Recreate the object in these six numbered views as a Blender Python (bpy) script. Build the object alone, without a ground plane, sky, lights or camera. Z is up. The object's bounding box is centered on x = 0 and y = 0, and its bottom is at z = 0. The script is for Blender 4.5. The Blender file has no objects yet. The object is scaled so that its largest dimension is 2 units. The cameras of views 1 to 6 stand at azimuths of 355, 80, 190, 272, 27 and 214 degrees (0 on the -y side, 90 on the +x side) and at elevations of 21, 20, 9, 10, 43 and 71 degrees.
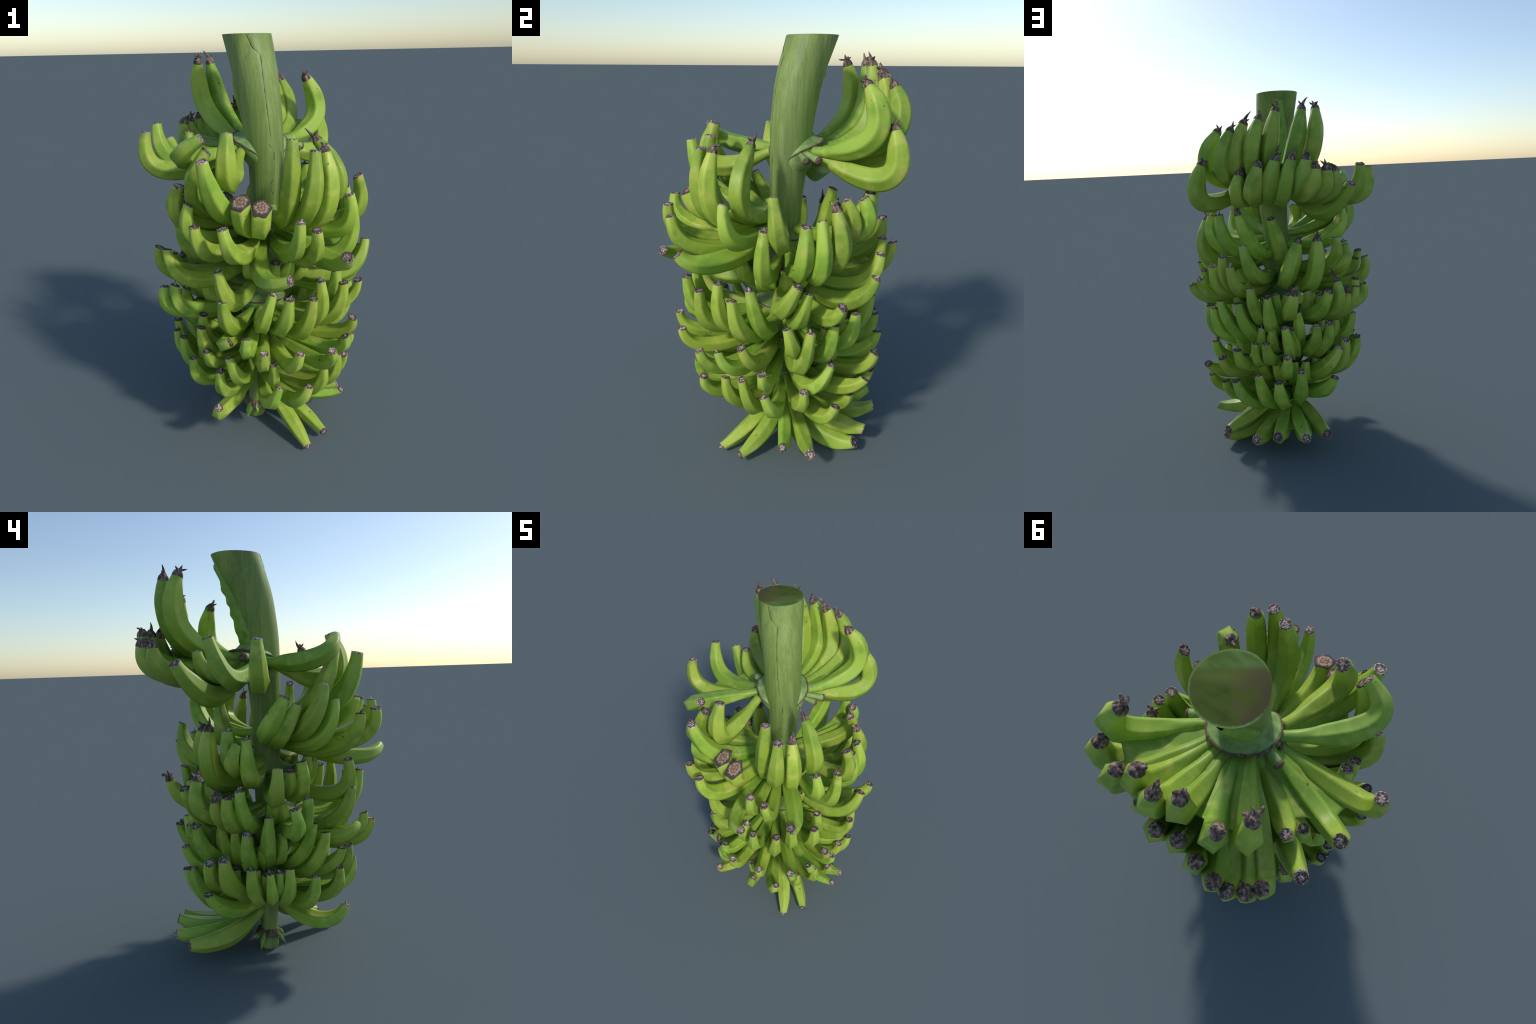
"""A harvested bunch of green bananas standing on its thin end.

Every banana is described by where its stalk leaves the stem, where its bend
lies and where its blossom end points, in cylinder coordinates round the stem:
azimuth in degrees (0 = front, 90 = right), distance from the stem axis, height.
"""
import bpy, math, random
from mathutils import Vector, Matrix, noise

random.seed(11)

# ------------------------------------------------------------------ the stem axis
STEM_Z = [0.0, 0.70, 1.25, 1.42, 1.63, 1.82, 2.00]
STEM_X = [-0.030, 0.005, 0.038, 0.044, 0.023, 0.0, -0.033]
STEM_Y = [0.022, 0.015, 0.010, 0.017, 0.034, 0.067, 0.133]
STEM_R = [0.042, 0.060, 0.075, 0.085, 0.100, 0.108, 0.118]


def lerp_table(x, xs, ys):
    if x <= xs[0]:
        return ys[0]
    for i in range(len(xs) - 1):
        if x <= xs[i + 1]:
            f = (x - xs[i]) / (xs[i + 1] - xs[i])
            return ys[i] + f * (ys[i + 1] - ys[i])
    return ys[-1]


def smooth_table(x, xs, ys, width=0.10):
    """piecewise linear table, softened by averaging round x"""
    n = 9
    return sum(lerp_table(x + width * (k / (n - 1) - 0.5) * 2, xs, ys) for k in range(n)) / n


def axis_at(z):
    return Vector((lerp_table(z, STEM_Z, STEM_X), lerp_table(z, STEM_Z, STEM_Y), z))


def stem_radius(z):
    return lerp_table(z, STEM_Z, STEM_R)


def round_stem(azimuth, distance, z):
    a = math.radians(azimuth)
    return axis_at(z) + Vector((math.sin(a) * distance, -math.cos(a) * distance, 0.0))


def smoothstep(a, b, x):
    t = max(0.0, min(1.0, (x - a) / (b - a)))
    return t * t * (3 - 2 * t)


# ------------------------------------------------------------------ node helpers
class Nodes:
    def __init__(self, name):
        self.mat = bpy.data.materials.new(name)
        self.mat.use_nodes = True
        self.t = self.mat.node_tree
        self.t.nodes.clear()
        self.out = self.t.nodes.new("ShaderNodeOutputMaterial")
        self.bsdf = self.t.nodes.new("ShaderNodeBsdfPrincipled")
        self.t.links.new(self.bsdf.outputs[0], self.out.inputs[0])
        self.coord = self.t.nodes.new("ShaderNodeTexCoord").outputs["Object"]

    def link(self, a, b):
        if isinstance(a, (int, float)):
            b.default_value = a
        elif isinstance(a, tuple):
            b.default_value = a if len(a) == len(b.default_value) else (*a, 1.0)[:len(b.default_value)]
        else:
            self.t.links.new(a, b)

    def math(self, op, a, b=0.0, clamp=False):
        n = self.t.nodes.new("ShaderNodeMath")
        n.operation = op
        n.use_clamp = clamp
        self.link(a, n.inputs[0])
        self.link(b, n.inputs[1])
        return n.outputs[0]

    def remap(self, x, a, b, lo=0.0, hi=1.0):
        n = self.t.nodes.new("ShaderNodeMapRange")
        n.interpolation_type = "SMOOTHSTEP"
        for i, v in enumerate((x, a, b, lo, hi)):
            self.link(v, n.inputs[i])
        return n.outputs[0]

    def stretch(self, vec, scale, rot=(0, 0, 0), loc=(0, 0, 0)):
        n = self.t.nodes.new("ShaderNodeMapping")
        self.link(vec, n.inputs["Vector"])
        n.inputs["Scale"].default_value = scale
        n.inputs["Rotation"].default_value = rot
        n.inputs["Location"].default_value = loc
        return n.outputs[0]

    def shift_by_random(self, vec):
        info = self.t.nodes.new("ShaderNodeObjectInfo")
        s = self.math("MULTIPLY", info.outputs["Random"], 37.0)
        n = self.t.nodes.new("ShaderNodeVectorMath")
        n.operation = "ADD"
        self.link(vec, n.inputs[0])
        self.link(s, n.inputs[1])
        return n.outputs[0], info.outputs["Random"]

    def noise(self, vec, scale, detail=3.0, rough=0.55):
        n = self.t.nodes.new("ShaderNodeTexNoise")
        self.link(vec, n.inputs["Vector"])
        n.inputs["Scale"].default_value = scale
        n.inputs["Detail"].default_value = detail
        n.inputs["Roughness"].default_value = rough
        return n.outputs["Fac"]

    def voronoi(self, vec, scale, feature="F1"):
        n = self.t.nodes.new("ShaderNodeTexVoronoi")
        n.feature = feature
        self.link(vec, n.inputs["Vector"])
        n.inputs["Scale"].default_value = scale
        return n.outputs["Distance"]

    def length(self, vec):
        n = self.t.nodes.new("ShaderNodeVectorMath")
        n.operation = "LENGTH"
        self.link(vec, n.inputs[0])
        return n.outputs["Value"]

    def split(self, vec):
        n = self.t.nodes.new("ShaderNodeSeparateXYZ")
        self.link(vec, n.inputs[0])
        return n.outputs

    def mix(self, f, a, b, mode="MIX"):
        n = self.t.nodes.new("ShaderNodeMix")
        n.data_type = "RGBA"
        n.blend_type = mode
        self.link(f, n.inputs["Factor"])
        self.link(a, n.inputs[6])
        self.link(b, n.inputs[7])
        return n.outputs[2]

    def ramp(self, f, stops):
        n = self.t.nodes.new("ShaderNodeValToRGB")
        self.link(f, n.inputs[0])
        e = n.color_ramp.elements
        while len(e) < len(stops):
            e.new(0.5)
        for el, (p, c) in zip(e, stops):
            el.position = p
            el.color = (*c, 1.0)
        return n.outputs[0]

    def hue_value(self, col, hue, sat, val):
        n = self.t.nodes.new("ShaderNodeHueSaturation")
        self.link(hue, n.inputs["Hue"])
        self.link(sat, n.inputs["Saturation"])
        self.link(val, n.inputs["Value"])
        self.link(col, n.inputs["Color"])
        return n.outputs[0]

    def finish(self, colour, rough, bump=None, strength=0.3, distance=0.002, specular=0.35):
        self.link(colour, self.bsdf.inputs["Base Color"])
        self.link(rough, self.bsdf.inputs["Roughness"])
        self.bsdf.inputs["Specular IOR Level"].default_value = specular
        if bump is not None:
            n = self.t.nodes.new("ShaderNodeBump")
            n.inputs["Strength"].default_value = strength
            n.inputs["Distance"].default_value = distance
            self.link(bump, n.inputs["Height"])
            self.link(n.outputs[0], self.bsdf.inputs["Normal"])
        return self.mat


# ------------------------------------------------------------------ materials
def peel_material():
    """green peel; object space starts at the blossom end with +z along the banana's end"""
    m = Nodes("banana_peel")
    vec, rnd = m.shift_by_random(m.coord)
    far = m.length(m.coord)
    base = m.ramp(m.math("MULTIPLY", far, 2.0), [
        (0.0, (0.53, 0.62, 0.13)), (0.06, (0.47, 0.62, 0.085)), (0.22, (0.40, 0.56, 0.065)),
        (0.55, (0.315, 0.48, 0.05)), (0.9, (0.20, 0.37, 0.045))])
    patch = m.noise(vec, 8.0, 3.0)
    base = m.mix(m.remap(patch, 0.44, 0.70), base, (0.23, 0.40, 0.035))
    pale = m.noise(vec, 15.0, 2.0)
    base = m.mix(m.math("MULTIPLY", m.remap(pale, 0.50, 0.72), 0.7), base, (0.58, 0.62, 0.13))
    fine = m.noise(vec, 210.0, 3.0, 0.7)
    base = m.mix(0.2, base, m.ramp(fine, [(0.3, (0.20, 0.32, 0.025)), (0.7, (0.50, 0.61, 0.12))]))
    # latex stains and little brown scars
    cell = m.voronoi(vec, 17.0)
    ragged = m.math("ADD", cell, m.math("MULTIPLY", m.noise(vec, 55.0, 4.0), 0.34))
    scar = m.math("MULTIPLY", m.remap(ragged, 0.22, 0.27, 1.0, 0.0), m.remap(m.noise(vec, 7.0), 0.5, 0.6))
    base = m.mix(m.math("MULTIPLY", scar, 0.85), base, (0.085, 0.055, 0.022))
    wax = m.remap(m.voronoi(vec, 46.0), 0.10, 0.16, 1.0, 0.0)
    wax = m.math("MULTIPLY", wax, m.remap(m.noise(vec, 11.0), 0.55, 0.65))
    base = m.mix(m.math("MULTIPLY", wax, 0.45), base, (0.62, 0.72, 0.45))
    # dry rim next to the blossom end
    rim = m.remap(m.math("ADD", far, m.math("MULTIPLY", m.noise(vec, 60.0), 0.012)), 0.022, 0.030, 1.0, 0.0)
    base = m.mix(m.math("MULTIPLY", rim, 0.42), base, (0.50, 0.47, 0.25))
    hue = m.math("ADD", 0.491, m.math("MULTIPLY", rnd, 0.022))
    val = m.math("ADD", 0.80, m.math("MULTIPLY", m.math("FRACT", m.math("MULTIPLY", rnd, 7.31)), 0.26))
    base = m.hue_value(base, hue, 1.0, val)
    rough = m.remap(patch, 0.3, 0.7, 0.42, 0.56)
    return m.finish(base, rough, m.noise(vec, 60.0, 3.0), 0.12, 0.002, 0.4)


def blossom_material():
    """dried, corky blossom scar with rings"""
    m = Nodes("blossom_scar")
    vec, rnd = m.shift_by_random(m.coord)
    xyz = m.split(m.coord)
    ring = m.math("SQRT", m.math("ADD", m.math("POWER", xyz[0], 2.0), m.math("POWER", xyz[1], 2.0)))
    wob = m.math("ADD", m.math("MULTIPLY", ring, 260.0), m.math("MULTIPLY", m.noise(vec, 120.0), 13.0))
    bands = m.math("SINE", wob)
    col = m.ramp(m.remap(bands, -1.0, 1.0), [(0.0, (0.11, 0.07, 0.06)), (0.4, (0.30, 0.20, 0.165)), (1.0, (0.60, 0.48, 0.41))])
    blot = m.noise(vec, 130.0, 3.0)
    col = m.mix(m.remap(blot, 0.5, 0.7), col, (0.09, 0.06, 0.06))
    col = m.hue_value(col, 0.5, 0.9, m.math("ADD", 0.45, m.math("MULTIPLY", rnd, 0.75)))
    return m.finish(col, 0.85, blot, 0.7, 0.003, 0.2)


def withered_material():
    """withered flower remains"""
    m = Nodes("withered_flower")
    vec, rnd = m.shift_by_random(m.coord)
    n = m.noise(m.stretch(vec, (1, 1, 0.3)), 90.0, 4.0)
    col = m.ramp(n, [(0.28, (0.03, 0.022, 0.022)), (0.48, (0.14, 0.095, 0.08)), (0.68, (0.42, 0.31, 0.24))])
    return m.finish(col, 0.85, n, 0.6, 0.003, 0.2)


def pith_material():
    """brown cut face of the two shortened bananas"""
    m = Nodes("dried_cut_flesh")
    vec, rnd = m.shift_by_random(m.coord)
    xyz = m.split(m.coord)
    ring = m.math("SQRT", m.math("ADD", m.math("POWER", xyz[0], 2.0), m.math("POWER", xyz[1], 2.0)))
    wob = m.math("ADD", ring, m.math("MULTIPLY", m.math("SUBTRACT", m.noise(vec, 70.0, 5.0, 0.7), 0.5), 0.04))
    col = m.ramp(m.math("MULTIPLY", wob, 25.0), [
        (0.0, (0.24, 0.12, 0.085)), (0.25, (0.42, 0.27, 0.18)), (0.42, (0.15, 0.08, 0.06)),
        (0.58, (0.52, 0.40, 0.29)), (0.72, (0.22, 0.14, 0.11)), (0.88, (0.08, 0.055, 0.06))])
    n = m.noise(vec, 110.0, 4.0)
    col = m.mix(m.remap(n, 0.5, 0.7), col, (0.10, 0.06, 0.05))
    return m.finish(col, 0.85, n, 0.8, 0.004, 0.2)


def stem_material():
    m = Nodes("stem_skin")
    streak = m.noise(m.stretch(m.coord, (1, 1, 0.03)), 95.0, 3.0, 0.55)
    broad = m.noise(m.stretch(m.coord, (1, 1, 0.10)), 11.0, 2.0)
    col = m.ramp(broad, [(0.30, (0.15, 0.22, 0.065)), (0.5, (0.225, 0.315, 0.08)), (0.70, (0.345, 0.43, 0.13))])
    col = m.mix(m.math("MULTIPLY", m.remap(streak, 0.45, 0.72), 0.6), col, (0.30, 0.41, 0.14))
    col = m.mix(m.math("MULTIPLY", m.remap(streak, 0.48, 0.30), 0.4), col, (0.14, 0.215, 0.06))
    dust = m.noise(m.coord, 420.0, 2.0, 0.7)
    bloom = m.math("MULTIPLY", m.remap(dust, 0.50, 0.70), m.remap(m.noise(m.coord, 6.0), 0.35, 0.6))
    col = m.mix(m.math("MULTIPLY", bloom, 0.45), col, (0.50, 0.55, 0.32))
    fleck = m.remap(m.voronoi(m.coord, 55.0), 0.07, 0.11, 1.0, 0.0)
    fleck = m.math("MULTIPLY", fleck, m.remap(m.noise(m.coord, 13.0), 0.55, 0.62))
    col = m.mix(m.math("MULTIPLY", fleck, 0.5), col, (0.55, 0.62, 0.45))
    col = m.hue_value(col, 0.5, 1.06, 0.88)
    return m.finish(col, 0.5, streak, 0.06, 0.002, 0.35)


def cut_face_material():
    """smeared wedges of green and brown on the sawn top"""
    m = Nodes("sawn_top")
    xyz = m.split(m.coord)
    def side(nx, ny, c, soft=0.018):
        d = m.math("ADD", m.math("MULTIPLY", xyz[0], nx), m.math("MULTIPLY", xyz[1], ny))
        return m.remap(m.math("SUBTRACT", d, c), -soft, soft)
    soft = m.noise(m.stretch(m.coord, (1, 2.5, 1), (0, 0, 0.5)), 9.0, 2.0)
    col = m.ramp(soft, [(0.3, (0.085, 0.105, 0.04)), (0.48, (0.12, 0.17, 0.045)), (0.7, (0.155, 0.145, 0.07))])
    front = m.mix(m.remap(soft, 0.35, 0.65), (0.22, 0.33, 0.12), (0.15, 0.225, 0.065))
    col = m.mix(side(0.55, -0.83, 0.052), col, front)
    wedge = m.mix(m.remap(xyz[0], -0.06, 0.06), (0.15, 0.135, 0.07), (0.19, 0.24, 0.075))
    inside = m.math("MULTIPLY", side(0.38, -0.92, 0.010), side(-0.65, 0.76, -0.052))
    col = m.mix(inside, col, wedge)
    col = m.mix(side(-0.95, -0.05, 0.070), col, (0.125, 0.115, 0.06))
    ring = m.math("SQRT", m.math("ADD", m.math("POWER", xyz[0], 2.0), m.math("POWER", xyz[1], 2.0)))
    col = m.mix(m.remap(m.math("ADD", ring, m.math("MULTIPLY", m.noise(m.coord, 120.0), 0.010)), 0.112, 0.121), col, (0.27, 0.40, 0.16))
    col = m.hue_value(col, 0.5, 1.1, 0.62)
    return m.finish(col, 0.95, soft, 0.05, 0.002, 0.05)


def cushion_material():
    m = Nodes("crown_skin")
    a = m.noise(m.coord, 22.0, 4.0)
    col = m.ramp(a, [(0.3, (0.14, 0.235, 0.065)), (0.5, (0.22, 0.33, 0.10)), (0.7, (0.32, 0.42, 0.15))])
    b = m.noise(m.coord, 160.0, 3.0)
    col = m.mix(m.math("MULTIPLY", m.remap(b, 0.55, 0.75), 0.35), col, (0.42, 0.48, 0.28))
    return m.finish(col, 0.6, b, 0.2, 0.002, 0.3)


def scar_material():
    m = Nodes("corky_scar")
    a = m.noise(m.coord, 120.0, 4.0)
    col = m.ramp(a, [(0.3, (0.055, 0.035, 0.025)), (0.55, (0.17, 0.115, 0.085)), (0.75, (0.33, 0.24, 0.18))])
    return m.finish(col, 0.85, a, 0.6, 0.003, 0.2)


def crack_material():
    m = Nodes("dark_crack")
    a = m.noise(m.coord, 90.0, 2.0)
    col = m.ramp(a, [(0.3, (0.045, 0.075, 0.03)), (0.7, (0.085, 0.13, 0.05))])
    return m.finish(col, 0.8)


def sheath_material():
    m = Nodes("torn_green_sheath")
    a = m.noise(m.stretch(m.coord, (1, 1, 0.4)), 30.0, 5.0, 0.65)
    col = m.ramp(a, [(0.25, (0.06, 0.10, 0.02)), (0.42, (0.20, 0.35, 0.055)), (0.72, (0.30, 0.47, 0.10))])
    return m.finish(col, 0.6, a, 0.5, 0.004, 0.35)


PEEL = peel_material()
BLOSSOM = blossom_material()
WITHERED = withered_material()
PITH = pith_material()
STEM = stem_material()
SAWN = cut_face_material()
CUSHION = cushion_material()
SCAR = scar_material()
CRACK = crack_material()
SHEATH = sheath_material()


# ------------------------------------------------------------------ mesh helpers
def make_object(name, verts, faces, mats, parent, matrix=None, mat_of_face=None, smooth=True):
    me = bpy.data.meshes.new(name)
    me.from_pydata([tuple(v) for v in verts], [], faces)
    for mt in mats:
        me.materials.append(mt)
    for i, p in enumerate(me.polygons):
        p.use_smooth = smooth
        if mat_of_face:
            p.material_index = mat_of_face[i]
    me.update()
    ob = bpy.data.objects.new(name, me)
    bpy.context.scene.collection.objects.link(ob)
    ob.parent = parent
    if matrix is not None:
        ob.matrix_local = matrix
    return ob


def skin_rings(rings, close_start=False, close_end=False):
    """faces over a list of equally long vertex rings"""
    n = len(rings[0])
    verts = [v for r in rings for v in r]
    faces = []
    for i in range(len(rings) - 1):
        for j in range(n):
            k = (j + 1) % n
            faces.append((i * n + j, i * n + k, (i + 1) * n + k, (i + 1) * n + j))
    if close_start:
        c = sum((Vector(v) for v in rings[0]), Vector()) / n
        verts.append(c)
        faces += [((j + 1) % n, j, len(verts) - 1) for j in range(n)]
    if close_end:
        c = sum((Vector(v) for v in rings[-1]), Vector()) / n
        verts.append(c)
        o = (len(rings) - 1) * n
        faces += [(o + j, o + (j + 1) % n, len(verts) - 1) for j in range(n)]
    return verts, faces


def tube(points, radii, sides=7, squash=1.0, twist=0.0):
    """small closed tube through points"""
    rings = []
    up = Vector((0.3, 0.2, 0.9)).normalized()
    for i, p in enumerate(points):
        a = points[max(i - 1, 0)]
        b = points[min(i + 1, len(points) - 1)]
        t = (b - a).normalized()
        x = t.cross(up)
        if x.length < 1e-4:
            x = t.orthogonal()
        x.normalize()
        y = t.cross(x)
        rings.append([p + (x * math.cos(q) + y * math.sin(q) * squash) * radii[i]
                      for q in (2 * math.pi * k / sides + twist * i for k in range(sides))])
    return skin_rings(rings, True, True)


def merge(parts):
    verts, faces = [], []
    for v, f in parts:
        o = len(verts)
        verts += v
        faces += [tuple(i + o for i in q) for q in f]
    return verts, faces


# ------------------------------------------------------------------ one banana
SIDES = 30
SPINES = []
GIRTH = {   # girth along the banana, as part of its greatest girth
    "cut":   ([0, .10, .20, .32, .45, .58, .70, .80, .88, .94, 1.0], [.50, .50, .62, .87, 1.0, 1.03, .98, .88, .745, .63, .55]),
    "spike": ([0, .10, .20, .32, .45, .58, .70, .80, .88, .94, 1.0], [.48, .50, .62, .84, .97, 1.0, .99, .94, .83, .66, .46]),
    "stump": ([0, .10, .20, .32, .50, .70, 1.0], [.5, .55, .70, .92, 1.0, 1.06, 1.08]),
}


def banana(kind, base, bend, tip, girth):
    """base = where the stalk leaves the crown, all three as (azimuth, distance, height)"""
    behind = smoothstep(70, 130, abs(tip[0]))
    girth *= 1.12 + 0.09 * behind
    rnd = random.Random(int(1000 * (tip[0] + 400 + tip[2] * 7 + tip[1] * 3)))
    B = round_stem(*base)
    Q = round_stem(*bend)
    T = round_stem(*tip)
    # quadratic spine, walked by arc length
    fine = [(1 - t) ** 2 * B + 2 * t * (1 - t) * Q + t * t * T for t in (i / 120 for i in range(121))]
    acc = [0.0]
    for i in range(120):
        acc.append(acc[-1] + (fine[i + 1] - fine[i]).length)
    total = acc[-1]
    side = (Q - B).cross(T - Q)
    if side.length < 1e-6:
        side = Vector((0, 0, 1)).cross(T - B)
    side.normalize()
    end_dir = (T - Q).normalized()
    out_dir = (end_dir.cross(side))
    if out_dir.dot(Q - (B + T) / 2) < 0:
        out_dir.negate()
    frame = Matrix.Translation(T) @ Matrix((out_dir, end_dir.cross(out_dir), end_dir)).transposed().to_4x4()
    inv = frame.inverted()
    xs, ys = GIRTH[kind]
    spin = rnd.uniform(-0.35, 0.35) + (0 if rnd.random() < 0.6 else math.pi / 5)
    flat = rnd.uniform(0.90, 1.0)
    seed = Vector((rnd.uniform(0, 50), rnd.uniform(0, 50), 0))
    tilt = -0.75 if kind == "stump" else rnd.uniform(-0.35, 0.35)
    SPINES.append((base, tip, fine, kind))
    edge = rnd.uniform(0.95, 1.2)
    rings = []
    steps = 34
    for s in range(steps + 1):
        u = s / steps
        if u > 0.8:
            u = 0.8 + (u - 0.8) * 1.0
        target = u * total
        i = 0
        while i < 119 and acc[i + 1] < target:
            i += 1
        f = (target - acc[i]) / max(acc[i + 1] - acc[i], 1e-9)
        p = fine[i].lerp(fine[i + 1], f)
        t = (fine[min(i + 2, 120)] - fine[max(i - 1, 0)]).normalized()
        o = t.cross(side)
        if o.dot(out_dir) < 0 and s == steps:
            pass
        if o.dot(Q - (B + T) / 2) < 0:
            o = -o
        w = t.cross(o)
        g = girth * smooth_table(u, xs, ys, 0.035)
        corner = edge * smoothstep(0.12, 0.35, u) * (1 - 0.75 * smoothstep(0.82, 0.97, u) * (kind != "stump"))
        ring = []
        for k in range(SIDES):
            q = 2 * math.pi * k / SIDES + spin
            a = (2 * math.pi * k / SIDES) % (2 * math.pi / 5)
            penta = math.cos(math.pi / 5) / math.cos(a - math.pi / 5)
            r = g * ((1 - corner) + corner * penta * 1.09)
            lump = noise.noise(seed + Vector((math.cos(q) * 0.9, math.sin(q) * 0.9, u * 5.0)))
            r *= 1 + 0.055 * lump
            v = p + o * (math.cos(q) * r) + w * (math.sin(q) * r * flat)
            v.z = max(v.z, 0.003)                      # rests on the ground
            v = inv @ v
            if kind != "spike":
                v.z += tilt * v.x * smoothstep(0.86, 1.0, u)
            ring.append(v)
        rings.append(ring)
    verts, faces = skin_rings(rings, True, kind == "spike")
    ob = make_object("banana", verts, faces, [PEEL], BUNCH, frame)
    # blossom end ------------------------------------------------------------
    last = rings[-1]
    mean = sum(math.hypot(v.x, v.y) for v in last) / SIDES
    if kind == "spike":
        parts = []
        below = rings[-2]
        mid = [a.lerp(b, 0.5) for a, b in zip(below, last)]
        grow = [(1.05 + 0.02 * abs(noise.noise(v * 90 + seed)), v) for v in mid]
        neck = [[Vector((v.x * k, v.y * k, v.z + 0.006 * noise.noise(v * 130 + seed))) for k, v in grow]]
        neck += [[(v.x * k, v.y * k, z + 0.003 * noise.noise(v * 150 + seed)) for v in last] for k, z in
                 ((1.07, -0.003), (0.96, 0.006), (0.66, 0.015), (0.45, 0.022))]
        neck = [[Vector(v) for v in r] for r in neck]
        parts.append(skin_rings(neck, False, True))
        lean = Vector((rnd.uniform(-0.6, 0.2), rnd.uniform(-0.4, 0.4), 1)).normalized()
        L = rnd.choice((0.012, 0.02, 0.035, 0.05, 0.065)) + (0.025 if tip[2] > 1.7 else 0.0)
        bow = Vector((rnd.uniform(-1, 1), rnd.uniform(-1, 1), 0)) * 0.35
        spine = [Vector((0, 0, 0.012)) + (lean + bow * (k / 4)) * (L * k / 4) for k in range(5)]
        parts.append(tube(spine, [0.010, 0.0085, 0.0065, 0.004, 0.0015]))
        for _ in range(rnd.choice((1, 2, 2, 3))):
            a = rnd.uniform(0, 2 * math.pi)
            d = Vector((math.cos(a), math.sin(a), rnd.uniform(0.2, 0.8))).normalized()
            c = Vector((-d.y, d.x, rnd.uniform(-0.5, 0.8)))
            l = rnd.uniform(0.02, 0.035)
            pts = [Vector((0, 0, 0.016)) + d * (l * k / 3) + c * (0.012 * (k / 3) ** 2) for k in range(4)]
            parts.append(tube(pts, [0.008, 0.009, 0.008, 0.003], 6, 0.55, 0.4))
        v, f = merge(parts)
        make_object("withered_flower", v, f, [WITHERED], ob)
    else:
        big = kind == "stump"
        cap = []
        ragged = rnd.uniform(0.002, 0.006)
        bulge = rnd.uniform(-0.004, 0.006)
        for k, z in ((1.0, -0.004), (1.012, -0.0005), (0.95, 0.0022), (0.78, 0.0030 - 0.002 * big), (0.55, 0.0008), (0.25, 0.0022)):
            cap.append([Vector((v.x * k, v.y * k, z + v.x * k * tilt + bulge * (1 - k) + ragged * noise.noise(v * 110 + seed) * (k < 1) - (k == 1.0) * 2 * ragged * abs(noise.noise(v * 90 + seed))))
                        for v in last])
        v, f = skin_rings(cap, False, True)
        if not big and rnd.random() < 0.3:      # a withered stub left on some scars
            a = rnd.uniform(0, 6.28)
            d = Vector((0.5 * math.cos(a), 0.5 * math.sin(a), 1))
            l = rnd.uniform(0.010, 0.022)
            v, f = merge([(v, f), tube([d * (l * i / 3) for i in range(4)], [0.008, 0.007, 0.005, 0.002], 6, 0.7)])
        make_object("cut_face" if big else "blossom_end", v, f, [PITH if big else BLOSSOM], ob)
    return ob


# ------------------------------------------------------------------ the whole
BUNCH = bpy.data.objects.new("banana_bunch", None)
bpy.context.scene.collection.objects.link(BUNCH)
BUNCH["label"] = "tall bunch of unripe green bananas on a thick cut stem"
BUNCH["category"] = "banana bunch"


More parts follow.
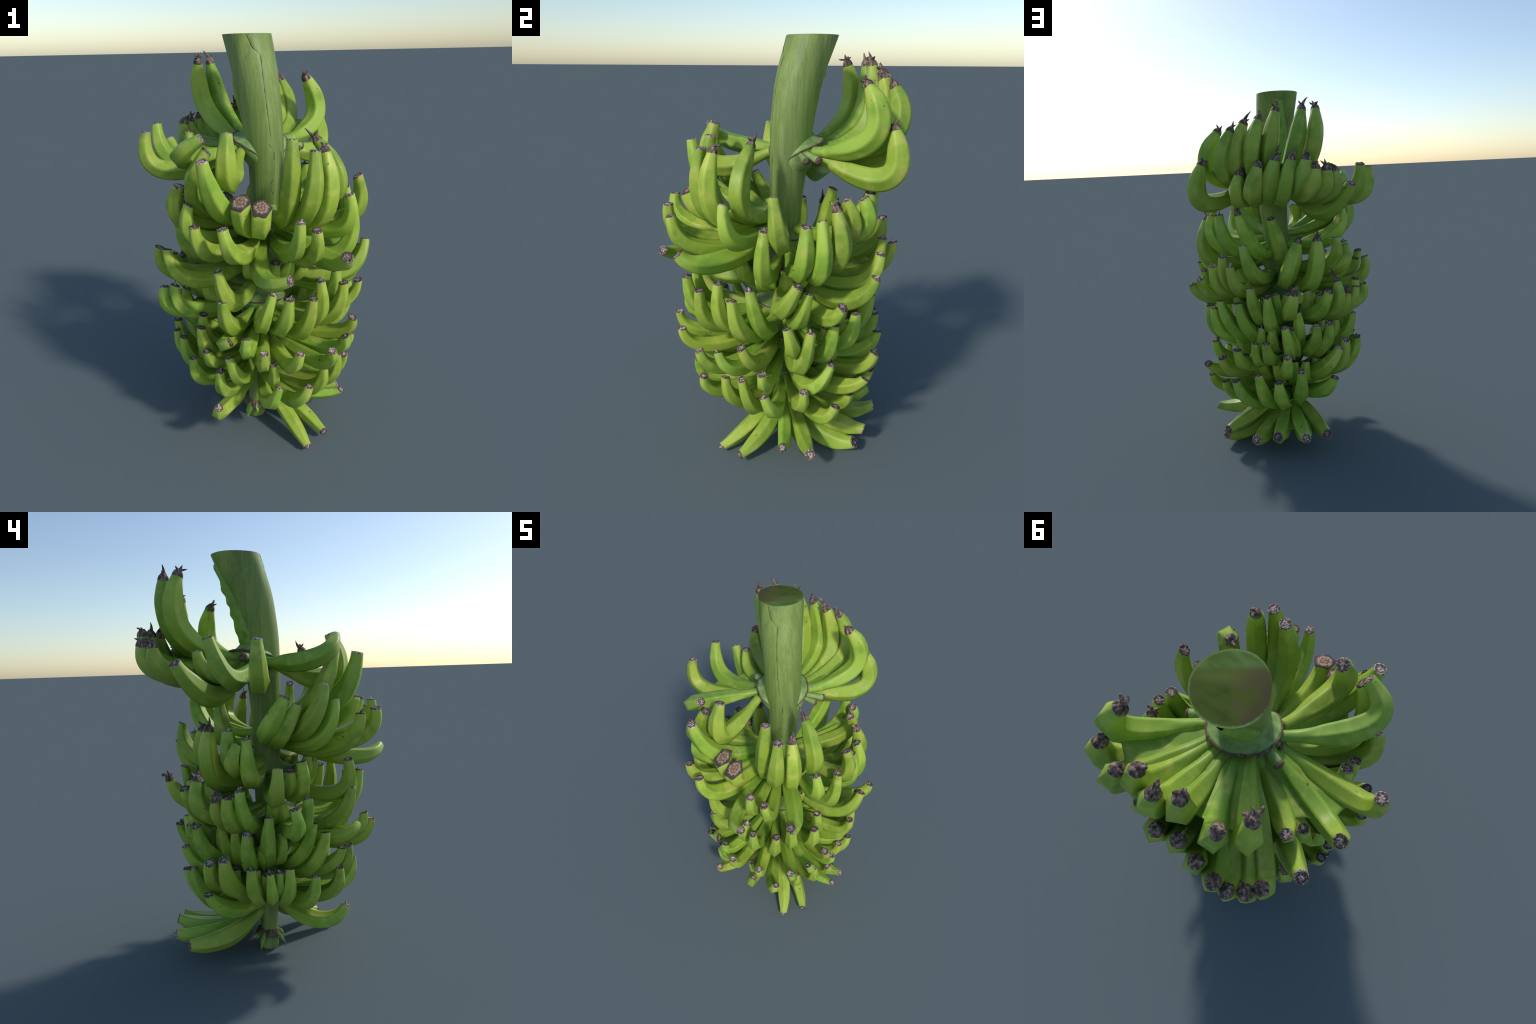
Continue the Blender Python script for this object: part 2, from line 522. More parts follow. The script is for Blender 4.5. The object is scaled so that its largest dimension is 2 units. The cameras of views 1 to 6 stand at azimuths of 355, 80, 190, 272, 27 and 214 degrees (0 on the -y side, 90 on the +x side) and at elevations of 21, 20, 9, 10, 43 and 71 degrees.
def build_stem():
    seam = [(2.0, -4), (1.944, 3), (1.909, 19), (1.839, 16), (1.762, 14), (1.672, 14), (1.561, 15), (1.523, 8), (1.49, 22), (1.41, 20)]
    sz = [s[0] for s in reversed(seam)]
    sa = [s[1] for s in reversed(seam)]
    n, levels = 120, 300
    rings = []
    for i in range(levels + 1):
        z = 2.0 * i / levels
        zc = min(max(z, 0.02), 1.98)
        c = Vector((smooth_table(z, STEM_Z, STEM_X, 0.06), smooth_table(z, STEM_Z, STEM_Y, 0.06), z))
        if z > 1.9:
            c = c.lerp(axis_at(z), smoothstep(1.9, 1.97, z))
        r = smooth_table(z, STEM_Z, STEM_R, 0.05)
        r += 0.010 * smoothstep(0.06, 0.0, z) - 0.007 * smoothstep(0.022, 0.0, z)
        ring = []
        for k in range(n):
            a = 2 * math.pi * k / n
            d = Vector((math.sin(a), -math.cos(a), 0))
            rr = r * (1 + 0.012 * noise.noise(Vector((d.x * 2.2, d.y * 2.2, z * 1.5))))
            rr += 0.0009 * noise.noise(Vector((d.x * 22, d.y * 22, z * 0.8)))
            bay = (math.degrees(a) + 60 + 180) % 360 - 180
            rr -= 0.014 * math.exp(-(bay / 42) ** 2) * smoothstep(1.45, 1.7, z)
            if z > 1.41:
                az = math.degrees(a)
                az = az - 360 if az > 180 else az
                off = (az - lerp_table(z, sz, sa))
                rr -= 0.0035 * math.exp(-(off / 2.2) ** 2) - 0.0018 * smoothstep(6, 0, off) * (off > 0)
            ring.append(c + d * rr)
        rings.append(ring)
    v, f = skin_rings(rings, True, False)
    make_object("stem", v, f, [STEM], BUNCH)
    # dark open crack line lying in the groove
    parts = []
    for chain in (seam[:7], seam[7:], [(1.36, 15), (1.345, 10), (1.31, 11), (1.29, 22)]):
        pts = []
        for (z0, a0), (z1, a1) in zip(chain, chain[1:]):
            for k in range(6):
                t = k / 6
                z = z0 + (z1 - z0) * t
                pts.append((z, a0 + (a1 - a0) * t))
        pts.append(chain[-1])
        line = []
        for z, a in pts:
            c = Vector((smooth_table(z, STEM_Z, STEM_X, 0.06), smooth_table(z, STEM_Z, STEM_Y, 0.06), z))
            if z > 1.9:
                c = c.lerp(axis_at(z), smoothstep(1.9, 1.97, z))
            q = math.radians(a)
            dd = 0.0018 if z > 1.41 else -0.0002
            line.append(c + Vector((math.sin(q), -math.cos(q), 0)) * (smooth_table(z, STEM_Z, STEM_R, 0.05) - dd))
        line[0].z = min(line[0].z, 1.998)
        rad = [0.0016 * (0.4 + abs(noise.noise(p * 40)) * 1.4) for p in line]
        parts.append(tube(line, rad, 6))
    v, f = merge(parts)
    make_object("crack", v, f, [CRACK], BUNCH)
    # sawn top
    c = axis_at(2.0)
    c = sum(rings[-1], Vector()) / n
    top = []
    for k, dz in ((1.0, -0.0002), (0.985, 0.0), (0.8, -0.0006), (0.5, -0.001), (0.2, -0.0006)):
        top.append([(p - c) * k + Vector((0, 0, dz)) for p in rings[-1]])
    v, f = skin_rings(top, False, True)
    make_object("sawn_top", v, f, [SAWN], BUNCH, Matrix.Translation(c))


def build_crown(start, stop, z_ends, z_mid, reach, drop, rim=0.006):
    """shelf on which one hand of bananas sits, with a corky rim; azimuths run from start to stop"""
    n, prof = 90, 13
    rows, rims = [], []
    for i in range(n + 1):
        t = i / n
        az = start + (stop - start) * t
        swell = min(1.0, math.sin(math.pi * t) ** 0.6 * 1.05)
        z = z_ends + (z_mid - z_ends) * swell
        z += 0.006 * noise.noise(Vector((az * 0.03, z_mid * 9, 1.0)))
        r0 = stem_radius(z) * 0.93
        ext = reach * swell * (1 + 0.10 * noise.noise(Vector((az * 0.05, z_mid * 5, 4.0))))
        row = []
        for k in range(prof):
            s = k / (prof - 1)
            if s < 0.5:                      # upper side: slopes out from the stem
                q = s / 0.5
                rr = r0 + ext * q
                zz = z + 0.045 * swell * (1 - q) ** 2.2
            else:                            # under side: falls back to the stem
                q = (s - 0.5) / 0.5
                rr = r0 + ext * (1 - q ** 1.6)
                zz = z - drop * (0.15 + 0.85 * swell) * q
            row.append(round_stem(az, rr, zz))
        rows.append(row)
        rims.append(round_stem(az, r0 + ext * 1.0, z - 0.003))
    verts = [v for r in rows for v in r]
    faces = []
    for i in range(n):
        for k in range(prof - 1):
            faces.append((i * prof + k, i * prof + k + 1, (i + 1) * prof + k + 1, (i + 1) * prof + k))
    ob = make_object("crown", verts, faces, [CUSHION], BUNCH)
    if rim:
        v, f = tube(rims, [rim * (0.5 + 0.5 * math.sin(math.pi * i / n)) * (1 + 0.35 * noise.noise(p * 60)) for i, p in enumerate(rims)], 8)
        make_object("corky_rim", v, f, [SCAR], ob)


def build_cut_stalk(azimuth, z, length, thick, droop=0.0):
    """stump of a banana stalk that was cut away"""
    a = round_stem(azimuth, stem_radius(z) + 0.02, z)
    b = round_stem(azimuth, stem_radius(z) + 0.02 + length, z + droop)
    pts = [a.lerp(b, k / 6) for k in range(7)]
    rad = [thick * (0.8 + 0.25 * k / 6) * (1 + 0.12 * noise.noise(p * 50)) for k, p in enumerate(pts)]
    v, f = tube(pts, rad, 9)
    ob = make_object("cut_stalk", v, f, [CUSHION], BUNCH)
    d = (b - a).normalized()
    v, f = tube([b - d * 0.004, b + d * 0.004, b + d * 0.010], [rad[-1] * 1.05, rad[-1] * 1.0, rad[-1] * 0.5], 9)
    make_object("cut_end", v, f, [SCAR], ob)


def build_sheath():
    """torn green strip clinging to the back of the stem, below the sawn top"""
    n = 60
    rows = []
    prof = 9
    for i in range(n + 1):
        t = i / n
        z = 1.955 - t * 0.42
        mid = -163 + 24 * t
        half = 9 + 23 * min(1, t * 1.3)
        lift = 0.030 * math.sin(math.pi * min(1.0, 0.12 + t * 0.9)) ** 0.6
        lift *= 1 + 0.5 * noise.noise(Vector((0, 3, t * 9)))
        row = []
        for k in range(prof):
            s = k / (prof - 1)
            az = mid + half * (2 * s - 1) + 4 * noise.noise(Vector((s * 3, 7, t * 14)))
            hump = max(0.0, math.sin(math.pi * s)) ** 0.7
            hump *= 1 + 0.3 * noise.noise(Vector((s * 4, 1, t * 12)))
            c = Vector((smooth_table(z, STEM_Z, STEM_X, 0.06), smooth_table(z, STEM_Z, STEM_Y, 0.06), z))
            q = math.radians(az)
            row.append(c + Vector((math.sin(q), -math.cos(q), 0)) * (smooth_table(z, STEM_Z, STEM_R, 0.05) - 0.006 + lift * hump))
        rows.append(row)
    verts = [v for r in rows for v in r]
    faces = [(i * prof + k, i * prof + k + 1, (i + 1) * prof + k + 1, (i + 1) * prof + k) for i in range(n) for k in range(prof - 1)]
    make_object("torn_sheath", verts, faces, [SHEATH], BUNCH)


def build_bottom_bracts():
    """ragged ring of dried bracts round the thin lower end"""
    rnd = random.Random(5)
    rows = []
    n = 72
    prof = [(0.040, 0.115), (0.052, 0.098), (0.066, 0.088), (0.072, 0.080), (0.066, 0.074), (0.045, 0.070)]
    for k in range(n):
        az = 360 * k / n
        w = 1 + 0.16 * noise.noise(Vector((math.cos(math.radians(az)) * 2, math.sin(math.radians(az)) * 2, 3)))
        rows.append([round_stem(az, 0.04 + (r - 0.04) * w, z + 0.02 * noise.noise(Vector((az * 0.05, 2, 9))) * (r > 0.05)) for r, z in prof])
    p = len(prof)
    verts = [v for r in rows for v in r]
    faces = [(i * p + k, i * p + k + 1, ((i + 1) % n) * p + k + 1, ((i + 1) % n) * p + k) for i in range(n) for k in range(p - 1)]
    make_object("bract_ring", verts, faces, [SCAR], BUNCH)
    for az, reach, low in ((-120, 0.105, 0.022), (-150, 0.085, 0.06), (-40, 0.105, 0.028), (-5, 0.075, 0.045), (70, 0.085, 0.03), (150, 0.09, 0.035)):
        a = round_stem(az, 0.05, 0.095)
        b = round_stem(az + 4, reach * 0.85, 0.07)
        c = round_stem(az + 6, reach, low)
        pts = [(1 - t) ** 2 * a + 2 * t * (1 - t) * b + t * t * c for t in (i / 6 for i in range(7))]
        v, f = tube(pts, [0.010, 0.014, 0.017, 0.017, 0.014, 0.010, 0.003], 8, 0.45)
        make_object("bract", v, f, [SHEATH], BUNCH)


build_stem()
build_sheath()
build_bottom_bracts()
# the top hand sits on a broad collar that leaves the front of the stem free
build_crown(-28, -282, 1.470, 1.560, 0.066, 0.15, 0.006)
for spec in ((116, 1.505, 0.10, 0.017, -0.02), (130, 1.52, 0.08, 0.016, 0.0), (104, 1.50, 0.06, 0.015, -0.02),
             (-112, 1.53, 0.10, 0.02, -0.01), (-80, 1.49, 0.05, 0.015, -0.02), (-95, 1.50, 0.05, 0.015, -0.01)):
    build_cut_stalk(*spec)
# lower hands
build_crown(-75, 78, 1.16, 1.205, 0.055, 0.14, 0.005)
build_crown(55, 215, 1.07, 1.11, 0.055, 0.16, 0.004)
build_crown(-100, 175, 0.93, 0.97, 0.080, 0.17, 0.004)
build_crown(-120, 130, 0.73, 0.76, 0.085, 0.16, 0.004)
build_crown(110, 330, 0.70, 0.74, 0.085, 0.18, 0.004)
build_crown(-60, 170, 0.57, 0.60, 0.085, 0.18, 0.004)
build_crown(140, 330, 0.50, 0.53, 0.080, 0.16, 0.004)
build_crown(-70, 120, 0.36, 0.39, 0.080, 0.15, 0.004)
build_crown(20, 235, 0.25, 0.285, 0.060, 0.11, 0.004)


# top hand, round the back and sides
banana("spike", base=(132, 0.130, 1.51), bend=(133, 0.574, 1.529), tip=(130.6, 0.363, 1.798), girth=0.040)
banana("spike", base=(157, 0.130, 1.51), bend=(154, 0.592, 1.504), tip=(157.5, 0.426, 1.790), girth=0.040)
banana("spike", base=(163, 0.130, 1.51), bend=(161, 0.523, 1.497), tip=(163.8, 0.373, 1.825), girth=0.040)
banana("spike", base=(177, 0.130, 1.51), bend=(172, 0.532, 1.508), tip=(177.0, 0.384, 1.840), girth=0.040)
banana("spike", base=(-171, 0.130, 1.51), bend=(-176, 0.481, 1.503), tip=(-170.8, 0.346, 1.881), girth=0.040)
banana("spike", base=(-155, 0.130, 1.51), bend=(-160, 0.515, 1.529), tip=(-152.0, 0.408, 1.880), girth=0.040)
banana("spike", base=(-136, 0.130, 1.51), bend=(-146, 0.565, 1.583), tip=(-138.5, 0.377, 1.884), girth=0.040)
banana("spike", base=(137, 0.130, 1.50), bend=(138, 0.640, 1.287), tip=(138.1, 0.486, 1.629), girth=0.042)
banana("spike", base=(166, 0.130, 1.50), bend=(163, 0.504, 1.342), tip=(167.4, 0.456, 1.569), girth=0.042)
banana("spike", base=(-180, 0.130, 1.50), bend=(174, 0.540, 1.338), tip=(-179.1, 0.490, 1.608), girth=0.042)
banana("spike", base=(-167, 0.130, 1.50), bend=(-176, 0.521, 1.327), tip=(-169.3, 0.485, 1.637), girth=0.042)
banana("spike", base=(-158, 0.130, 1.50), bend=(-166, 0.553, 1.320), tip=(-160.8, 0.528, 1.638), girth=0.042)
banana("spike", base=(-155, 0.130, 1.50), bend=(-156, 0.597, 1.399), tip=(-154.1, 0.577, 1.636), girth=0.042)
banana("spike", base=(-150, 0.130, 1.50), bend=(-150, 0.628, 1.383), tip=(-150.1, 0.600, 1.590), girth=0.042)
banana("spike", base=(-144, 0.130, 1.50), bend=(-144, 0.636, 1.377), tip=(-144.5, 0.604, 1.581), girth=0.042)
banana("spike", base=(-139, 0.130, 1.50), bend=(-138, 0.636, 1.367), tip=(-139.8, 0.594, 1.573), girth=0.042)
banana("cut", base=(-126, 0.130, 1.49), bend=(-128, 0.378, 1.211), tip=(-126.7, 0.590, 1.497), girth=0.042)
banana("cut", base=(-127, 0.130, 1.46), bend=(-124, 0.457, 1.381), tip=(-127.5, 0.443, 1.544), girth=0.034)
banana("cut", base=(-108, 0.130, 1.50), bend=(-105, 0.550, 1.298), tip=(-111.1, 0.542, 1.596), girth=0.038)
banana("cut", base=(-93, 0.130, 1.48), bend=(-91, 0.624, 1.284), tip=(-89.8, 0.543, 1.582), girth=0.038)
banana("cut", base=(-85, 0.130, 1.50), bend=(-61, 0.620, 1.460), tip=(-39.8, 0.444, 1.596), girth=0.040)
banana("cut", base=(-66, 0.130, 1.49), bend=(-27, 0.498, 1.279), tip=(-28.5, 0.378, 1.611), girth=0.044)

# second hand
banana("cut", base=(14, 0.059, 1.20), bend=(9, 0.458, 1.149), tip=(12.8, 0.378, 1.586), girth=0.040)
banana("cut", base=(22, 0.059, 1.20), bend=(19, 0.525, 1.152), tip=(21.9, 0.448, 1.546), girth=0.038)
banana("spike", base=(31, 0.059, 1.20), bend=(32, 0.553, 1.139), tip=(30.4, 0.427, 1.540), girth=0.038)
banana("spike", base=(46, 0.059, 1.21), bend=(49, 0.577, 1.264), tip=(45.4, 0.302, 1.557), girth=0.040)
banana("cut", base=(-42, 0.059, 1.20), bend=(-63, 0.546, 1.223), tip=(-38.5, 0.434, 1.545), girth=0.038)
banana("cut", base=(-34, 0.059, 1.20), bend=(-33, 0.471, 1.208), tip=(-34.0, 0.525, 1.523), girth=0.042)
banana("cut", base=(-57, 0.058, 1.16), bend=(-66, 0.564, 1.153), tip=(-56.9, 0.489, 1.390), girth=0.042)
banana("cut", base=(-93, 0.058, 1.14), bend=(-91, 0.421, 1.135), tip=(-76.2, 0.401, 1.337), girth=0.042)
banana("cut", base=(-71, 0.057, 1.10), bend=(-81, 0.426, 1.135), tip=(-69.1, 0.423, 1.303), girth=0.040)
banana("cut", base=(-49, 0.057, 1.13), bend=(-56, 0.523, 1.063), tip=(-49.4, 0.481, 1.318), girth=0.038)
banana("cut", base=(-39, 0.057, 1.09), bend=(-38, 0.544, 1.042), tip=(-38.6, 0.548, 1.257), girth=0.038)
banana("cut", base=(-23, 0.057, 1.10), bend=(-18, 0.593, 1.057), tip=(-24.1, 0.564, 1.270), girth=0.040)
banana("stump", base=(-20, 0.058, 1.18), bend=(-19, 0.460, 1.158), tip=(-20.5, 0.431, 1.345), girth=0.036)
banana("stump", base=(-11, 0.059, 1.18), bend=(-10, 0.477, 1.160), tip=(-8.7, 0.445, 1.327), girth=0.036)
banana("cut", base=(8, 0.057, 1.10), bend=(8, 0.589, 1.054), tip=(8.0, 0.553, 1.292), girth=0.036)
banana("cut", base=(22, 0.057, 1.09), bend=(19, 0.575, 1.016), tip=(15.2, 0.556, 1.255), girth=0.036)
banana("cut", base=(45, 0.059, 1.19), bend=(50, 0.542, 1.077), tip=(44.7, 0.463, 1.338), girth=0.036)
banana("cut", base=(71, 0.059, 1.18), bend=(78, 0.538, 1.068), tip=(71.1, 0.432, 1.379), girth=0.038)
banana("cut", base=(69, 0.056, 1.05), bend=(65, 0.492, 0.871), tip=(66.9, 0.421, 1.245), girth=0.036)
banana("cut", base=(88, 0.056, 1.07), bend=(88, 0.503, 0.910), tip=(90.7, 0.401, 1.255), girth=0.038)
banana("cut", base=(99, 0.056, 1.07), bend=(100, 0.541, 0.884), tip=(99.4, 0.413, 1.275), girth=0.038)
banana("spike", base=(110, 0.057, 1.10), bend=(114, 0.544, 0.936), tip=(109.5, 0.399, 1.315), girth=0.038)
banana("cut", base=(121, 0.058, 1.14), bend=(130, 0.495, 1.119), tip=(120.8, 0.369, 1.341), girth=0.036)
banana("cut", base=(132, 0.058, 1.14), bend=(137, 0.515, 1.111), tip=(132.0, 0.408, 1.341), girth=0.036)
banana("cut", base=(142, 0.058, 1.15), bend=(144, 0.430, 1.058), tip=(142.4, 0.405, 1.352), girth=0.036)
banana("cut", base=(167, 0.054, 0.99), bend=(171, 0.482, 0.939), tip=(167.4, 0.459, 1.192), girth=0.036)
banana("spike", base=(161, 0.057, 1.10), bend=(170, 0.363, 1.062), tip=(161.9, 0.403, 1.361), girth=0.036)
banana("cut", base=(-173, 0.055, 1.04), bend=(-159, 0.231, 1.001), tip=(-174.6, 0.234, 1.315), girth=0.034)
banana("spike", base=(-151, 0.054, 0.97), bend=(-170, 0.374, 0.879), tip=(-150.5, 0.346, 1.190), girth=0.042)
banana("spike", base=(-134, 0.054, 0.97), bend=(-140, 0.416, 0.813), tip=(-133.9, 0.379, 1.195), girth=0.042)
banana("cut", base=(-114, 0.055, 1.02), bend=(-114, 0.453, 0.977), tip=(-114.6, 0.398, 1.193), girth=0.038)
banana("cut", base=(-107, 0.055, 1.00), bend=(-113, 0.508, 0.977), tip=(-106.3, 0.430, 1.137), girth=0.036)
banana("cut", base=(-102, 0.054, 0.98), bend=(-101, 0.457, 0.871), tip=(-101.4, 0.412, 1.161), girth=0.036)

# third hand
banana("cut", base=(10, 0.057, 1.10), bend=(-14, 0.537, 0.961), tip=(4.4, 0.586, 1.062), girth=0.038)
banana("cut", base=(37, 0.057, 1.11), bend=(36, 0.564, 1.002), tip=(29.2, 0.590, 1.126), girth=0.042)
banana("cut", base=(81, 0.053, 0.92), bend=(72, 0.492, 0.765), tip=(84.8, 0.509, 1.035), girth=0.036)
banana("cut", base=(89, 0.051, 0.84), bend=(84, 0.518, 0.712), tip=(90.8, 0.478, 0.987), girth=0.034)
banana("cut", base=(105, 0.051, 0.85), bend=(103, 0.535, 0.784), tip=(105.9, 0.530, 0.929), girth=0.036)
banana("cut", base=(127, 0.052, 0.89), bend=(122, 0.471, 0.784), tip=(129.8, 0.512, 1.001), girth=0.036)
banana("cut", base=(140, 0.053, 0.93), bend=(137, 0.477, 0.830), tip=(141.6, 0.480, 1.078), girth=0.034)
banana("cut", base=(150, 0.053, 0.94), bend=(146, 0.480, 0.835), tip=(150.5, 0.465, 1.132), girth=0.032)
banana("cut", base=(160, 0.053, 0.94), bend=(158, 0.489, 0.852), tip=(160.2, 0.512, 1.091), girth=0.032)
banana("cut", base=(-29, 0.052, 0.90), bend=(-22, 0.484, 0.750), tip=(-32.0, 0.455, 1.036), girth=0.036)
banana("cut", base=(-71, 0.053, 0.93), bend=(-65, 0.481, 0.813), tip=(-71.4, 0.499, 1.070), girth=0.036)
banana("cut", base=(-84, 0.053, 0.91), bend=(-84, 0.549, 0.814), tip=(-83.8, 0.517, 1.047), girth=0.036)
banana("cut", base=(-76, 0.053, 0.93), bend=(-73, 0.470, 0.869), tip=(-76.3, 0.468, 1.027), girth=0.034)
banana("cut", base=(-24, 0.049, 0.72), bend=(-27, 0.428, 0.626), tip=(-28.1, 0.460, 0.902), girth=0.036)
banana("cut", base=(-2, 0.049, 0.74), bend=(-8, 0.463, 0.641), tip=(0.1, 0.432, 0.934), girth=0.034)
banana("cut", base=(7, 0.049, 0.74), bend=(7, 0.480, 0.634), tip=(7.7, 0.486, 0.930), girth=0.036)
banana("cut", base=(22, 0.049, 0.73), bend=(21, 0.482, 0.579), tip=(22.6, 0.467, 0.904), girth=0.036)
banana("cut", base=(33, 0.049, 0.74), bend=(37, 0.483, 0.609), tip=(32.8, 0.414, 0.950), girth=0.036)
banana("cut", base=(49, 0.048, 0.71), bend=(54, 0.463, 0.595), tip=(49.0, 0.459, 0.915), girth=0.036)
banana("cut", base=(57, 0.048, 0.70), bend=(66, 0.406, 0.610), tip=(56.2, 0.392, 0.948), girth=0.036)
banana("cut", base=(81, 0.048, 0.69), bend=(88, 0.503, 0.574), tip=(80.2, 0.490, 0.829), girth=0.032)
banana("cut", base=(93, 0.046, 0.60), bend=(87, 0.508, 0.461), tip=(93.6, 0.459, 0.786), girth=0.036)
banana("cut", base=(109, 0.047, 0.65), bend=(104, 0.480, 0.496), tip=(109.5, 0.440, 0.799), girth=0.034)
banana("cut", base=(126, 0.047, 0.65), bend=(122, 0.451, 0.525), tip=(126.5, 0.441, 0.814), girth=0.034)
banana("cut", base=(140, 0.047, 0.64), bend=(144, 0.403, 0.552), tip=(140.0, 0.450, 0.875), girth=0.036)
banana("cut", base=(156, 0.047, 0.65), bend=(159, 0.399, 0.562), tip=(156.4, 0.434, 0.874), girth=0.036)
banana("cut", base=(168, 0.049, 0.75), bend=(167, 0.417, 0.689), tip=(168.7, 0.451, 0.964), girth=0.034)
banana("cut", base=(178, 0.047, 0.67), bend=(176, 0.370, 0.604), tip=(178.8, 0.399, 0.912), girth=0.034)
banana("spike", base=(-165, 0.050, 0.77), bend=(-167, 0.450, 0.749), tip=(-162.1, 0.502, 0.948), girth=0.036)
banana("cut", base=(-158, 0.047, 0.65), bend=(-155, 0.377, 0.570), tip=(-159.1, 0.397, 0.816), girth=0.034)
banana("cut", base=(-139, 0.050, 0.77), bend=(-143, 0.438, 0.718), tip=(-138.8, 0.497, 0.934), girth=0.036)
banana("spike", base=(-130, 0.050, 0.78), bend=(-131, 0.547, 0.722), tip=(-130.1, 0.479, 0.980), girth=0.034)
banana("cut", base=(-110, 0.049, 0.76), bend=(-113, 0.478, 0.693), tip=(-110.2, 0.486, 0.913), girth=0.036)
banana("spike", base=(-118, 0.049, 0.76), bend=(-122, 0.454, 0.704), tip=(-118.2, 0.469, 0.895), girth=0.034)
banana("cut", base=(-103, 0.049, 0.75), bend=(-103, 0.431, 0.678), tip=(-103.7, 0.468, 0.946), girth=0.036)
banana("cut", base=(-74, 0.049, 0.73), bend=(-71, 0.571, 0.681), tip=(-75.4, 0.503, 0.867), girth=0.036)
banana("cut", base=(-67, 0.049, 0.73), bend=(-66, 0.493, 0.674), tip=(-66.7, 0.473, 0.896), girth=0.036)
banana("cut", base=(-88, 0.045, 0.54), bend=(-90, 0.380, 0.501), tip=(-87.9, 0.386, 0.801), girth=0.034)
banana("cut", base=(-102, 0.045, 0.54), bend=(-105, 0.401, 0.486), tip=(-101.6, 0.430, 0.742), girth=0.034)

# middle hands
banana("cut", base=(61, 0.046, 0.60), bend=(65, 0.511, 0.527), tip=(57.1, 0.497, 0.716), girth=0.034)
banana("cut", base=(46, 0.045, 0.57), bend=(53, 0.536, 0.489), tip=(44.5, 0.515, 0.670), girth=0.033)
banana("cut", base=(32, 0.045, 0.56), bend=(39, 0.528, 0.448), tip=(32.4, 0.531, 0.644), girth=0.034)
banana("cut", base=(12, 0.046, 0.61), bend=(12, 0.504, 0.470), tip=(13.3, 0.534, 0.683), girth=0.034)
banana("cut", base=(-3, 0.047, 0.64), bend=(-4, 0.515, 0.498), tip=(-4.1, 0.530, 0.699), girth=0.033)
banana("cut", base=(-13, 0.047, 0.66), bend=(-14, 0.521, 0.572), tip=(-13.2, 0.492, 0.748), girth=0.034)
banana("cut", base=(-23, 0.046, 0.62), bend=(-35, 0.495, 0.644), tip=(-22.5, 0.471, 0.712), girth=0.034)
banana("cut", base=(-54, 0.044, 0.50), bend=(-63, 0.353, 0.498), tip=(-53.8, 0.372, 0.751), girth=0.032)
banana("cut", base=(-48, 0.044, 0.49), bend=(-51, 0.372, 0.422), tip=(-48.4, 0.415, 0.710), girth=0.034)
banana("cut", base=(-39, 0.043, 0.46), bend=(-39, 0.415, 0.467), tip=(-38.7, 0.453, 0.627), girth=0.034)
banana("cut", base=(-23, 0.043, 0.45), bend=(-16, 0.443, 0.377), tip=(-24.9, 0.435, 0.606), girth=0.034)
banana("cut", base=(-57, 0.041, 0.36), bend=(-56, 0.425, 0.296), tip=(-57.3, 0.416, 0.515), girth=0.034)
banana("cut", base=(-29, 0.041, 0.34), bend=(-32, 0.435, 0.292), tip=(-32.4, 0.412, 0.510), girth=0.034)
banana("cut", base=(3, 0.042, 0.42), bend=(6, 0.421, 0.379), tip=(3.3, 0.417, 0.567), girth=0.032)
banana("cut", base=(5, 0.040, 0.33), bend=(-0, 0.468, 0.263), tip=(6.6, 0.449, 0.461), girth=0.034)
banana("cut", base=(24, 0.040, 0.31), bend=(20, 0.468, 0.259), tip=(24.4, 0.470, 0.446), girth=0.034)
banana("cut", base=(41, 0.040, 0.31), bend=(44, 0.447, 0.234), tip=(40.4, 0.434, 0.484), girth=0.034)
banana("cut", base=(55, 0.040, 0.31), bend=(61, 0.469, 0.225), tip=(54.0, 0.446, 0.515), girth=0.034)
banana("cut", base=(70, 0.044, 0.51), bend=(69, 0.506, 0.428), tip=(67.3, 0.473, 0.585), girth=0.034)
banana("cut", base=(69, 0.040, 0.32), bend=(77, 0.467, 0.254), tip=(68.0, 0.455, 0.449), girth=0.035)
banana("cut", base=(92, 0.041, 0.34), bend=(92, 0.446, 0.276), tip=(91.8, 0.426, 0.460), girth=0.034)
banana("cut", base=(106, 0.043, 0.46), bend=(94, 0.455, 0.342), tip=(109.3, 0.433, 0.585), girth=0.034)
banana("cut", base=(125, 0.042, 0.42), bend=(117, 0.437, 0.366), tip=(126.7, 0.517, 0.495), girth=0.034)
banana("cut", base=(142, 0.043, 0.45), bend=(139, 0.484, 0.398), tip=(142.5, 0.493, 0.565), girth=0.034)
banana("cut", base=(155, 0.044, 0.49), bend=(151, 0.440, 0.429), tip=(155.7, 0.480, 0.624), girth=0.034)
banana("cut", base=(169, 0.044, 0.52), bend=(164, 0.449, 0.469), tip=(169.4, 0.468, 0.668), girth=0.032)
banana("cut", base=(176, 0.044, 0.52), bend=(174, 0.430, 0.481), tip=(176.6, 0.468, 0.671), girth=0.033)
banana("cut", base=(-170, 0.042, 0.42), bend=(-173, 0.382, 0.396), tip=(-170.0, 0.429, 0.578), girth=0.036)
banana("cut", base=(-170, 0.045, 0.54), bend=(-165, 0.383, 0.478), tip=(-170.1, 0.413, 0.741), girth=0.034)
banana("cut", base=(-147, 0.045, 0.55), bend=(-147, 0.411, 0.517), tip=(-146.6, 0.439, 0.741), girth=0.033)
banana("cut", base=(-137, 0.045, 0.55), bend=(-136, 0.415, 0.495), tip=(-137.1, 0.447, 0.747), girth=0.034)
banana("cut", base=(-128, 0.042, 0.41), bend=(-143, 0.384, 0.375), tip=(-127.4, 0.437, 0.586), girth=0.038)
banana("cut", base=(-117, 0.042, 0.40), bend=(-117, 0.385, 0.348), tip=(-117.5, 0.424, 0.609), girth=0.040)
banana("cut", base=(-99, 0.041, 0.37), bend=(-97, 0.402, 0.323), tip=(-99.0, 0.440, 0.584), girth=0.033)
banana("cut", base=(-87, 0.041, 0.38), bend=(-85, 0.436, 0.329), tip=(-87.9, 0.437, 0.567), girth=0.026)
banana("cut", base=(-82, 0.041, 0.38), bend=(-81, 0.393, 0.355), tip=(-81.7, 0.404, 0.555), girth=0.028)
